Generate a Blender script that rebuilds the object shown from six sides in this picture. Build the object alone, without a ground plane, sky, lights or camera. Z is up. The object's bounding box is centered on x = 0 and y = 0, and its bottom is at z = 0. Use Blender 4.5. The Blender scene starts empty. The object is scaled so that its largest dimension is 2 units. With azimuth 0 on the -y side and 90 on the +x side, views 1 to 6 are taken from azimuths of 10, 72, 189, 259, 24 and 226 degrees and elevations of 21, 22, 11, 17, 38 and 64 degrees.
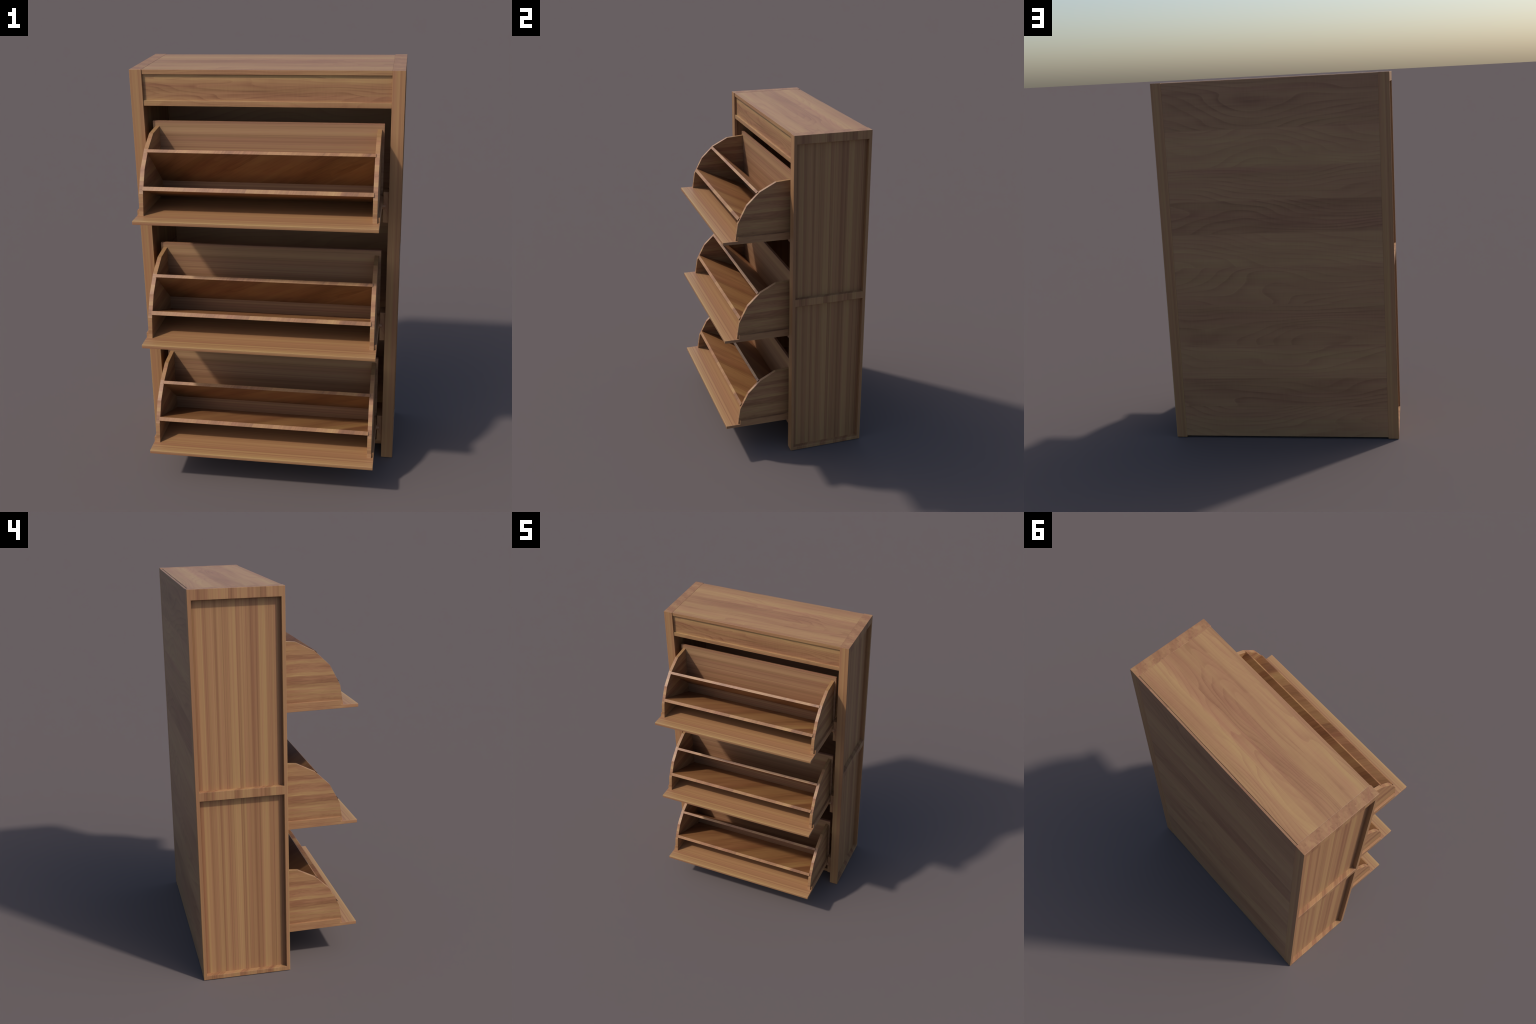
"""Tall wooden shoe cabinet with three tilted-open bins, built part by part."""
import bpy, bmesh, math
from mathutils import Vector, Matrix

# ----------------------------------------------------------------------------
# overall sizes (metres)
# ----------------------------------------------------------------------------
HEIGHT = 2.0
X_OUT, X_IN = 0.633, 0.575            # outer / inner face of the side frames
Y_FRONT, Y_BACK = -0.0365, 0.423
Y_MID = (Y_FRONT + Y_BACK) / 2
STILE = 0.018                         # visible width of the stiles seen from the side
RECESS = 0.0260                       # how deep the side panels sit in the frame
EDGE = 0.0011                         # tiny softened edge

scene = bpy.context.scene


# ----------------------------------------------------------------------------
# node helpers
# ----------------------------------------------------------------------------
class Nodes:
    def __init__(self, name):
        self.mat = bpy.data.materials.new(name)
        self.mat.use_nodes = True
        self.t = self.mat.node_tree
        self.t.nodes.clear()

    def new(self, kind, **props):
        n = self.t.nodes.new(kind)
        for k, v in props.items():
            setattr(n, k, v)
        return n

    def put(self, sock, val):
        if isinstance(val, bpy.types.NodeSocket):
            self.t.links.new(val, sock)
        else:
            sock.default_value = val

    def math(self, op, a, b=0.0, c=None, clamp=False):
        n = self.new('ShaderNodeMath', operation=op, use_clamp=clamp)
        self.put(n.inputs[0], a)
        self.put(n.inputs[1], b)
        if c is not None:
            self.put(n.inputs[2], c)
        return n.outputs[0]

    def dot(self, vec, axis):
        n = self.new('ShaderNodeVectorMath', operation='DOT_PRODUCT')
        self.put(n.inputs[0], vec)
        n.inputs[1].default_value = axis
        return n.outputs['Value']

    def xyz(self, x, y, z):
        n = self.new('ShaderNodeCombineXYZ')
        for s, v in zip(n.inputs, (x, y, z)):
            self.put(s, v)
        return n.outputs[0]

    def noise(self, vec, detail=2.0, rough=0.5, distortion=0.0):
        n = self.new('ShaderNodeTexNoise', noise_dimensions='3D')
        n.inputs['Scale'].default_value = 1.0
        n.inputs['Detail'].default_value = detail
        n.inputs['Roughness'].default_value = rough
        n.inputs['Distortion'].default_value = distortion
        self.put(n.inputs['Vector'], vec)
        return n.outputs[0]

    def white(self, vec):
        n = self.new('ShaderNodeTexWhiteNoise', noise_dimensions='3D')
        self.put(n.inputs['Vector'], vec)
        return n.outputs['Value']

    def ramp(self, fac, stops, interp='LINEAR'):
        n = self.new('ShaderNodeValToRGB')
        r = n.color_ramp
        r.interpolation = interp
        while len(r.elements) < len(stops):
            r.elements.new(0.5)
        for e, (p, c) in zip(r.elements, sorted(stops, key=lambda s: s[0])):
            e.position = p
            e.color = (c, c, c, 1) if isinstance(c, (int, float)) else (*c, 1)
        self.put(n.inputs[0], fac)
        return n.outputs[0]

    def mix(self, fac, a, b):
        n = self.new('ShaderNodeMix', data_type='FLOAT')
        self.put(n.inputs[0], fac)
        self.put(n.inputs[2], a)
        self.put(n.inputs[3], b)
        return n.outputs[0]

    def mix_col(self, fac, a, b):
        n = self.new('ShaderNodeMix', data_type='RGBA')
        self.put(n.inputs[0], fac)
        self.put(n.inputs[6], a)
        self.put(n.inputs[7], b)
        return n.outputs[2]

    def finish(self, colour, rough=0.5, bump=None, strength=0.05, spec=0.5):
        p = self.new('ShaderNodeBsdfPrincipled')
        self.put(p.inputs['Base Color'], colour)
        self.put(p.inputs['Roughness'], rough)
        p.inputs['Specular IOR Level'].default_value = spec
        if bump is not None:
            b = self.new('ShaderNodeBump')
            b.inputs['Strength'].default_value = strength
            b.inputs['Distance'].default_value = 0.002
            self.put(b.inputs['Height'], bump)
            self.t.links.new(b.outputs[0], p.inputs['Normal'])
        o = self.new('ShaderNodeOutputMaterial')
        self.t.links.new(p.outputs[0], o.inputs[0])
        return self.mat


# two wood hues: a dark reddish heart tone and a yellow tan sap tone
WOOD = [(0.00, (0.140, 0.058, 0.026)),
        (0.25, (0.232, 0.104, 0.045)),
        (0.45, (0.296, 0.145, 0.064)),
        (0.62, (0.334, 0.177, 0.076)),
        (0.80, (0.372, 0.214, 0.087)),
        (1.00, (0.460, 0.285, 0.118))]


def wood(name, grain, across, tones=None, span=(0.0, 1.0), plank=0.1, seed=0.0,
         plank_amt=0.5, streak_amt=0.5, streak=70.0, fine=260.0, ring_amt=0.0,
         rings=7.0, ring_a=9.0, ring_g=1.6, along=1.2, wobble=0.0, wobble_g=3.0,
         base=0.5, end_grain=False, end_across=None, gain=1.0, ripple=0.0,
         rough=0.5, borders=None, ring_slope=0.0, blotch=0.0,
         saturation=1.0):
    """Wood with its grain along `grain`; planks and streaks vary along `across`.

    tones: (position 0..1, tone 0..1) over span in metres along `across` - the wide
    bands of light and dark staves; without it the staves get random tones."""
    n = Nodes(name)
    obj = n.new('ShaderNodeTexCoord').outputs['Object']
    g = n.dot(obj, grain)
    a = n.dot(obj, across)
    third = Vector(grain).cross(Vector(across))
    d = n.dot(obj, third)
    # gently wandering stave borders
    if wobble:
        w = n.noise(n.xyz(n.math('MULTIPLY', g, wobble_g), n.math('MULTIPLY', a, 12.0), seed), 2.0)
        aw = n.math('MULTIPLY_ADD', n.math('SUBTRACT', w, 0.5), wobble, a)
    else:
        aw = a
    idx = n.math('FLOOR', n.math('DIVIDE', aw, plank))
    ids = n.math('ADD', idx, seed + 0.5)
    if borders:
        # staves of unequal width: number them with a stepped ramp
        v = n.math('DIVIDE', n.math('SUBTRACT', a, span[0]), span[1] - span[0])
        cnt = len(borders) + 1
        step = n.ramp(v, [(p, (i + 0.5) / cnt) for i, p in enumerate([0.0] + list(borders))], 'CONSTANT')
        ids = n.math('ADD', n.math('FLOOR', n.math('MULTIPLY', step, cnt)), seed + 0.5)
    rnd = n.white(n.xyz(ids, 3.1, seed))
    if tones:
        u = n.math('DIVIDE', n.math('SUBTRACT', aw, span[0]), span[1] - span[0])
        band = n.ramp(u, tones)
    else:
        band = rnd
    # streaks: stretched noise, broad and fine
    off = n.math('MULTIPLY', rnd, 17.0)
    s1 = n.noise(n.xyz(n.math('MULTIPLY_ADD', g, along, off), n.math('MULTIPLY', aw, streak),
                       n.math('MULTIPLY_ADD', d, 6.0, seed)), 3.0, 0.6)
    s2 = n.noise(n.xyz(n.math('MULTIPLY_ADD', g, along * 2.2, off), n.math('MULTIPLY', aw, fine),
                       n.math('MULTIPLY_ADD', d, 9.0, seed + 5.0)), 2.0, 0.6)
    s = n.math('ADD', n.math('MULTIPLY', n.math('SUBTRACT', s1, 0.5), 1.5),
               n.math('MULTIPLY', n.math('SUBTRACT', s2, 0.5), 0.85))
    f = n.math('MULTIPLY_ADD', n.math('SUBTRACT', band, 0.5), plank_amt, base)
    f = n.math('MULTIPLY_ADD', s, streak_amt, f)
    height = s2
    if ring_amt:
        # flat-sawn figure: contour lines of a stretched noise field, saw-tooth shaded
        fld = n.noise(n.xyz(n.math('MULTIPLY_ADD', g, ring_g, off), n.math('MULTIPLY', a, ring_a),
                            n.math('MULTIPLY', ids, 3.7)), 2.0, 0.32)
        # a steady rise across the stave keeps the lines running with the grain
        fld = n.math('MULTIPLY_ADD', a, ring_slope, fld)
        saw = n.math('FRACT', n.math('MULTIPLY', fld, rings))
        line = n.math('POWER', saw, 3.0)
        soft = n.math('MULTIPLY', line, n.math('SUBTRACT', 1.0, n.math('MULTIPLY', n.math('POWER', saw, 18.0), 1.5)))
        where = n.noise(n.xyz(n.math('MULTIPLY', g, 2.3), n.math('MULTIPLY', a, 7.0), seed + 2.0), 2.0)
        where = n.ramp(where, [(0.35, 0.25), (0.62, 1.0)])
        f = n.math('MULTIPLY_ADD', n.math('MULTIPLY', n.math('SUBTRACT', 0.25, soft), where), ring_amt, f)
    if blotch:
        # cloudy darker patches inside a stave
        bl = n.noise(n.xyz(n.math('MULTIPLY_ADD', g, 2.6, off), n.math('MULTIPLY', a, 13.0), seed + 4.0), 2.0, 0.5)
        f = n.math('MULTIPLY_ADD', n.math('SUBTRACT', bl, 0.5), blotch, f)
    if ripple:
        # faint cross-grain shimmer
        rp = n.noise(n.xyz(n.math('MULTIPLY', g, 110.0), n.math('MULTIPLY', a, 14.0), seed), 1.0)
        f = n.math('MULTIPLY_ADD', n.math('SUBTRACT', rp, 0.5), ripple, f)
    if end_grain:
        # upward faces of the posts: a row of glued blocks with short curved grain
        ea = n.dot(obj, end_across)
        ob2 = n.dot(obj, (1, 0, 0))
        e_id = n.math('FLOOR', n.math('DIVIDE', n.math('MULTIPLY_ADD', n.math('GREATER_THAN', ob2, -0.604), 0.016, ea), 0.051))
        e_r = n.white(n.xyz(n.math('ADD', e_id, 0.5), 0.5, 4.0 + seed))
        e_r = n.mix(0.45, e_r, n.math('PINGPONG', e_id, 1.0))
        e_n = n.noise(n.xyz(n.math('MULTIPLY', ea, 45.0), n.math('MULTIPLY', ob2, 28.0),
                            n.math('MULTIPLY', e_r, 20.0)), 2.0, 0.6, 1.2)
        e_f = n.math('MULTIPLY_ADD', n.math('SUBTRACT', e_r, 0.5), 0.22,
                     n.math('MULTIPLY_ADD', n.math('SUBTRACT', e_n, 0.5), 0.62, 0.45))
        nrm = n.new('ShaderNodeNewGeometry').outputs['Normal']
        up = n.math('GREATER_THAN', n.dot(nrm, (0, 0, 1)), 0.7)
        top = n.math('GREATER_THAN', n.dot(obj, (0, 0, 1)), 1.97)
        f = n.mix(n.math('MULTIPLY', up, top), f, e_f)
    col = n.ramp(f, [(p, tuple(ch * gain for ch in c)) for p, c in WOOD])
    # slow drift between a redder and a yellower cast
    drift = n.noise(n.xyz(n.math('MULTIPLY_ADD', g, 0.8, off), n.math('MULTIPLY', aw, streak * 0.55),
                          seed + 8.0), 2.0)
    hs = n.new('ShaderNodeHueSaturation')
    n.put(hs.inputs['Hue'], n.math('MULTIPLY_ADD', n.math('SUBTRACT', drift, 0.5), 0.036, 0.5))
    hs.inputs['Saturation'].default_value = saturation
    n.put(hs.inputs['Color'], col)
    return n.finish(hs.outputs[0], rough, height, 0.04)


def plain(name, colour, rough=0.8):
    n = Nodes(name)
    obj = n.new('ShaderNodeTexCoord').outputs['Object']
    s = n.noise(n.xyz(n.dot(obj, (90, 0, 0)), n.dot(obj, (0, 90, 0)), n.dot(obj, (0, 0, 30))), 3.0)
    lo = tuple(c * 0.75 for c in colour)
    return n.finish(n.ramp(s, [(0.3, lo), (0.7, colour)]), rough, spec=0.2)


# ----------------------------------------------------------------------------
# mesh helpers
# ----------------------------------------------------------------------------
def add_box(bm, x, y, z):
    vs = [bm.verts.new((x[i], y[j], z[k])) for i in (0, 1) for j in (0, 1) for k in (0, 1)]
    for q in ((0, 1, 3, 2), (4, 6, 7, 5), (0, 4, 5, 1), (2, 3, 7, 6), (0, 2, 6, 4), (1, 5, 7, 3)):
        bm.faces.new([vs[i] for i in q])


def add_prism(bm, profile, x):
    """Extrude a closed (y, z) profile between two x planes."""
    rings = [[bm.verts.new((xx, p[0], p[1])) for p in profile] for xx in x]
    n = len(profile)
    bm.faces.new(rings[0])
    bm.faces.new(list(reversed(rings[1])))
    for i in range(n):
        j = (i + 1) % n
        bm.faces.new((rings[0][i], rings[1][i], rings[1][j], rings[0][j]))


def add_frame(bm, x, ys, zs, holes):
    """Slab between two x planes over a grid of (y, z) cells, some left open."""
    ny, nz = len(ys) - 1, len(zs) - 1
    grid = [[[bm.verts.new((xx, y, z)) for z in zs] for y in ys] for xx in x]
    solid = lambda i, j: 0 <= i < ny and 0 <= j < nz and (i, j) not in holes
    for i in range(ny):
        for j in range(nz):
            if not solid(i, j):
                continue
            for s in (0, 1):
                bm.faces.new((grid[s][i][j], grid[s][i + 1][j], grid[s][i + 1][j + 1], grid[s][i][j + 1]))
            for di, dj, p, q in ((-1, 0, (i, j), (i, j + 1)), (1, 0, (i + 1, j), (i + 1, j + 1)),
                                 (0, -1, (i, j), (i + 1, j)), (0, 1, (i, j + 1), (i + 1, j + 1))):
                if not solid(i + di, j + dj):
                    bm.faces.new((grid[0][p[0]][p[1]], grid[0][q[0]][q[1]],
                                  grid[1][q[0]][q[1]], grid[1][p[0]][p[1]]))


def make_mesh(name, build, mats, edge=EDGE, segments=2, pick=None):
    bm = bmesh.new()
    build(bm)
    bmesh.ops.recalc_face_normals(bm, faces=bm.faces)
    bmesh.ops.dissolve_limit(bm, angle_limit=0.01, verts=bm.verts, edges=bm.edges)
    if edge:
        sharp = [e for e in bm.edges if e.is_manifold and e.calc_face_angle(0) > math.radians(35)]
        bmesh.ops.bevel(bm, geom=sharp, offset=edge, segments=segments, profile=0.5,
                        affect='EDGES', clamp_overlap=True)
    bmesh.ops.recalc_face_normals(bm, faces=bm.faces)
    if pick:
        for f in bm.faces:
            f.material_index = pick(f)
    me = bpy.data.meshes.new(name)
    bm.to_mesh(me)
    bm.free()
    for m in mats:
        me.materials.append(m)
    return me


def place(name, mesh, parent, loc=(0, 0, 0), rot_z=0.0):
    o = bpy.data.objects.new(name, mesh)
    scene.collection.objects.link(o)
    o.parent = parent
    o.location = loc
    o.rotation_euler = (0, 0, rot_z)
    return o


# ----------------------------------------------------------------------------
# materials
# ----------------------------------------------------------------------------
# staves of the side panels, back (u=0) to front (u=1) on the left side
side_tones = [(0.00, 0.18), (0.04, 0.30), (0.06, 0.85), (0.11, 0.80), (0.13, 0.42), (0.17, 0.55),
              (0.23, 0.58), (0.26, 0.32), (0.30, 0.62), (0.36, 0.40), (0.41, 0.62), (0.46, 0.90),
              (0.485, 0.80), (0.50, 0.30), (0.55, 0.58), (0.61, 0.52), (0.65, 0.30), (0.73, 0.24),
              (0.75, 0.80), (0.81, 0.85), (0.83, 0.45), (0.90, 0.36), (1.00, 0.30)]
PY0, PY1 = Y_BACK - STILE - Y_MID, Y_FRONT + STILE - Y_MID
mat_side = wood('wood_side_panel', (0, 0, 1), (0, 1, 0), side_tones, (PY0, PY1), plank=0.06, seed=1,
                plank_amt=0.54, streak_amt=0.64, streak=120, fine=520, base=0.465, along=0.22)
mat_frame = wood('wood_frame', (0, 0, 1), (0.82, 1, 0), None, plank=0.030, seed=2.0, plank_amt=0.42,
                 streak_amt=0.50, streak=90, fine=380, along=0.25, base=0.44,
                 end_grain=True, end_across=(0, 1, 0))
top_tones = [(0.00, 0.42), (0.05, 0.50), (0.07, 0.74), (0.22, 0.72), (0.25, 0.45), (0.30, 0.52),
             (0.40, 0.50), (0.42, 0.30), (0.60, 0.26), (0.63, 0.50), (0.71, 0.54), (0.73, 0.88),
             (0.84, 0.78), (0.87, 0.52), (1.00, 0.46)]
mat_top = wood('wood_top', (1, 0, 0), (0, 1, 0.9), top_tones, (Y_FRONT + 1.8, 0.409 + 1.8), plank=0.085, seed=3,
               plank_amt=0.52, streak_amt=0.24, streak=40, fine=300, along=1.4, ring_amt=0.30,
               rings=15, ring_a=6.5, ring_g=1.3, ring_slope=3.2, blotch=0.36, wobble=0.02, wobble_g=2.5, ripple=0.08,
               borders=(0.065, 0.27, 0.405, 0.62, 0.745, 0.855))
frieze_tones = [(0.00, 0.45), (0.10, 0.60), (0.16, 0.28), (0.30, 0.34), (0.52, 0.24), (0.56, 0.34),
                (0.66, 0.72), (0.85, 0.80), (0.90, 0.55), (1.00, 0.62)]
mat_frieze = wood('wood_frieze', (1, 0, 0), (0, 0.3, 1), frieze_tones, (1.83, 2.0), plank=0.075, seed=4,
                  plank_amt=0.72, streak_amt=0.34, streak=60, fine=300, along=1.6, ring_amt=0.34,
                  rings=14, ring_a=9, ring_g=1.5, ring_slope=3.5, blotch=0.40, wobble=0.03, wobble_g=4.0, ripple=0.10)
BACK_BORDERS = (0.0905, 0.178, 0.2725, 0.387, 0.4935, 0.5865, 0.6765, 0.769, 0.8685)
BACK_STAVES = (0.50, 0.30, 0.66, 0.40, 0.52, 0.70, 0.20, 0.50, 0.68, 0.30)
back_tones = []
for k, tone in enumerate(BACK_STAVES):
    lo = BACK_BORDERS[k - 1] if k else 0.0
    hi = BACK_BORDERS[k] if k < len(BACK_BORDERS) else 1.0
    back_tones += [(lo + 0.0008, tone), (hi - 0.0008, tone - 0.06)]
mat_back = wood('wood_back_panel', (1, 0, 0), (0, 0, 1), back_tones, (0.0, 2.0), plank=0.2, seed=6, saturation=0.95,
                plank_amt=0.52, streak_amt=0.24, streak=32, fine=190, along=1.3, ring_amt=0.34,
                rings=15, ring_a=4.0, ring_g=1.0, ring_slope=1.9, blotch=0.30, ripple=0.10,
                borders=BACK_BORDERS)
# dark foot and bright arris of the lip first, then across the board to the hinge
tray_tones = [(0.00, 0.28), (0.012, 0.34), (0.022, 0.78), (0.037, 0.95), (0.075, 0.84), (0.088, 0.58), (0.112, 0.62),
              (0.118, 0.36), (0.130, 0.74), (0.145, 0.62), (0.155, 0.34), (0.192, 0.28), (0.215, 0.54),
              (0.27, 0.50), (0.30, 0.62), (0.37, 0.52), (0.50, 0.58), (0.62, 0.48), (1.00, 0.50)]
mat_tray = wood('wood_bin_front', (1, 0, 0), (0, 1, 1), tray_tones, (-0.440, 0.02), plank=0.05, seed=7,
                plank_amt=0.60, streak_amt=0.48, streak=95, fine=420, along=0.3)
cheek_z = [(-0.020, 0.60), (0.015, 0.66), (0.020, 0.48), (0.028, 0.25), (0.037, 0.30), (0.042, 0.56), (0.055, 0.46),
           (0.068, 0.54), (0.071, 0.70), (0.096, 0.72), (0.099, 0.46), (0.106, 0.40), (0.111, 0.20), (0.134, 0.24),
           (0.137, 0.36), (0.152, 0.30), (0.156, 0.84), (0.168, 0.86), (0.174, 0.54), (0.190, 0.50), (0.196, 0.38),
           (0.212, 0.44), (0.215, 0.72), (0.233, 0.68), (0.238, 0.28), (0.259, 0.24), (0.264, 0.52), (0.282, 0.46),
           (0.288, 0.68), (0.306, 0.62), (0.320, 0.40)]
cheek_tones = [((z + 0.024) / 0.357, t) for z, t in cheek_z]
mat_cheek = wood('wood_bin_side', (0, 1, 0), (0, 0, 1), cheek_tones, (-0.024, 0.333), plank=0.0285, seed=8.0,
                 plank_amt=0.66, streak_amt=0.46, streak=75, fine=300, along=7.0, wobble=0.014,
                 wobble_g=6.0, ring_amt=0.14, rings=14, ring_a=22, ring_g=4.0, base=0.48)
rear_z = [(0.0, 0.30), (0.03, 0.45), (0.06, 0.34), (0.095, 0.40), (0.105, 0.58), (0.125, 0.50), (0.135, 0.34),
          (0.165, 0.38), (0.185, 0.50), (0.20, 0.36), (0.222, 0.62), (0.228, 0.72), (0.235, 0.48), (0.25, 0.55),
          (0.258, 0.36), (0.282, 0.26), (0.296, 0.34), (0.300, 0.68), (0.318, 0.78), (0.328, 0.62), (0.334, 0.40),
          (0.342, 0.50), (0.350, 0.44), (0.357, 0.34)]
rear_tones = [(z / 0.357, t) for z, t in rear_z]
mat_rear = wood('wood_bin_back', (1, 0, 0), (0, 0, 1), rear_tones, (0.0, 0.357), plank=0.06, seed=9,
                plank_amt=0.62, streak_amt=0.55, streak=95, fine=400, along=0.3, base=0.46, saturation=0.94)
shelf_look = dict(tones=None, plank=0.082, seed=11.0, plank_amt=0.30, streak_amt=0.48, streak=22, fine=190,
                  along=1.2, ring_amt=0.12, rings=14, ring_a=9, ring_g=2.0, wobble=0.02)
mat_shelf = wood('wood_divider', (0.62, 0.78, 0), (0.78, -0.62, 0), base=0.36, saturation=1.06, **shelf_look)
mat_under = wood('wood_divider_underside', (0.78, -0.62, 0), (0.62, 0.78, 0), base=0.38, saturation=1.06, **shelf_look)
mat_end = plain('dark_end_face', (0.014, 0.010, 0.008))
mat_block = wood('wood_block', (0, 1, 0), (1, 0, 0.6), None, plank=0.4, seed=12.0, plank_amt=0.1,
                 streak_amt=0.4, streak=30, fine=120, along=8, base=0.45)

# ----------------------------------------------------------------------------
# the cabinet
# ----------------------------------------------------------------------------
cabinet = bpy.data.objects.new('shoe_cabinet', None)
scene.collection.objects.link(cabinet)
cabinet['label'] = 'tall wooden shoe cabinet with three open tilting bins'
cabinet['category'] = 'shoe cabinet'

# side frames: stiles and rails around two recessed panels (same piece, turned round for the right)
half = (Y_BACK - Y_FRONT) / 2
ys = [-half, -half + STILE, half - STILE, half]
zs = [0.0, 0.022, 0.980, 1.0245, 1.950, HEIGHT]
frame_mesh = make_mesh('side_frame', lambda bm: add_frame(bm, (-X_OUT, -X_IN), ys, zs, {(1, 1), (1, 3)}), [mat_frame])
panel_mesh = make_mesh('side_panel', lambda bm: (
    add_box(bm, (-X_OUT + RECESS, -X_IN - 0.003), (ys[1] - 0.004, ys[2] + 0.004), (zs[1] - 0.004, zs[2] + 0.004)),
    add_box(bm, (-X_OUT + RECESS, -X_IN - 0.003), (ys[1] - 0.004, ys[2] + 0.004), (zs[3] - 0.004, zs[4] + 0.004))),
    [mat_side], edge=0)
for turn in (0.0, math.pi):
    fr = place('side_frame', frame_mesh, cabinet, (0, Y_MID, 0), turn)
    place('side_panel', panel_mesh, fr)

# top board, set a hair behind the posts
Y_TOP = Y_FRONT + 0.0035
place('top_board', make_mesh('top_board', lambda bm: add_box(bm, (-X_IN, X_IN), (Y_TOP, 0.4106), (1.9775, 1.9995)), [mat_top]), cabinet)
# frieze below it: recessed board on a projecting rail
place('frieze_board', make_mesh('frieze_board', lambda bm: add_box(bm, (-X_IN, X_IN), (Y_FRONT + 0.0135, Y_FRONT + 0.032), (1.8550, 1.9780)), [mat_frieze], edge=0), cabinet)
place('frieze_rail', make_mesh('frieze_rail', lambda bm: add_box(bm, (-X_IN, X_IN), (Y_TOP, 0.400), (1.8305, 1.8555)), [mat_frieze]), cabinet)
# back panel with a shadow gap behind the top board
place('back_panel', make_mesh('back_panel', lambda bm: add_box(bm, (-X_IN, X_IN), (0.4113, 0.4228), (0.0085, 1.9972)), [mat_back]), cabinet)
# floor of the cabinet, set back behind the posts
place('floor_board', make_mesh('floor_board', lambda bm: add_box(bm, (-X_IN, X_IN), (0.030, 0.4105), (0.0360, 0.0605)), [mat_frieze]), cabinet)

# ----------------------------------------------------------------------------
# tilting bins; local z = 0 is the top of the front board's lip
# ----------------------------------------------------------------------------
BIN_X = 0.5465
CHEEK_OUT, CHEEK_IN = 0.5350, 0.5150
BIN_BACK = 0.003
# faceted quarter-round of the bin sides
arc = [(-0.3475, -0.001), (-0.3320, 0.0990), (-0.2790, 0.2005), (-0.2035, 0.2735), (-0.1065, 0.3235), (BIN_BACK, 0.3320)]


def build_tray(bm):
    # lying front board, a touch lower at the hinge
    add_prism(bm, [(-0.423, 0.0), (-0.423, -0.0170), (0.019, -0.0232), (0.019, -0.0035)], (-BIN_X, BIN_X))


def build_rails(bm):
    # low upstand outside each cheek, starting just behind the cheek's foot
    for s in (-1, 1):
        x = sorted((s * BIN_X, s * 0.5345))
        add_prism(bm, [(-0.3360, -0.004), (-0.3360, 0.0225), (0.0185, 0.0215), (0.0185, -0.006)], x)


def build_cheek(bm):
    add_prism(bm, arc + [(BIN_BACK, -0.0036)], (CHEEK_IN, CHEEK_OUT))


def build_rear(bm):
    add_box(bm, (-BIN_X, BIN_X), (BIN_BACK - 0.0005, 0.0185), (-0.003, 0.357))


def build_divider(top, bottom, slope):
    def run(bm):
        dz = lambda p: p[1] - (BIN_BACK + 0.004 - p[0]) * math.tan(math.radians(slope))
        add_prism(bm, [top, bottom, (BIN_BACK + 0.004, dz(bottom)), (BIN_BACK + 0.004, dz(top))], (-0.519, 0.519))
    return run


divider_face = lambda f: 1 if abs(f.normal.x) > 0.9 else (2 if f.normal.z < -0.3 else 0)
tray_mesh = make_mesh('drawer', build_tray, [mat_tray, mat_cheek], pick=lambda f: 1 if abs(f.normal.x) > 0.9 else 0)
rail_mesh = make_mesh('edge_strip', build_rails, [mat_cheek], edge=0.0008)
cheek_mesh = make_mesh('drawer_side', build_cheek, [mat_cheek], edge=0.0008)
rear_mesh = make_mesh('drawer_back', build_rear, [mat_rear])
low_mesh = make_mesh('divider', build_divider((-0.3190, 0.1303), (-0.3298, 0.1145), 22.5), [mat_shelf, mat_end, mat_under], edge=0.0006, pick=divider_face)
high_mesh = make_mesh('divider', build_divider((-0.2083, 0.2743), (-0.2193, 0.2625), 42.0), [mat_shelf, mat_end, mat_under], edge=0.0006, pick=divider_face)


def build_pin(bm):
    for s in (-1, 1):
        pts = [(-0.020 + 0.0135 * math.cos(math.radians(a)), -0.028 + 0.0135 * math.sin(math.radians(a))) for a in range(0, 360, 45)]
        add_prism(bm, pts, sorted((s * 0.530, s * 0.560)))


pin_mesh = make_mesh('hinge_pin', build_pin, [mat_block], edge=0)
block_mesh = make_mesh('hinge_block', lambda bm: add_box(bm, (0.5495, 0.5752), (-0.0265, 0.045), (-0.1070, 0.0430)), [mat_block])

for lip in (1.3945, 0.7775, 0.1955):
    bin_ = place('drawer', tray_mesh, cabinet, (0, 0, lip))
    place('edge_strip', rail_mesh, bin_)
    place('drawer_side', cheek_mesh, bin_)
    place('drawer_side', cheek_mesh, bin_, (-(CHEEK_IN + CHEEK_OUT), 0, 0))
    place('drawer_back', rear_mesh, bin_)
    place('divider', low_mesh, bin_)
    place('divider', high_mesh, bin_)
    place('hinge_pin', pin_mesh, bin_)
    place('hinge_block', block_mesh, cabinet, (0, 0, lip))
    place('hinge_block', block_mesh, cabinet, (-(0.5495 + 0.5752), 0, lip))
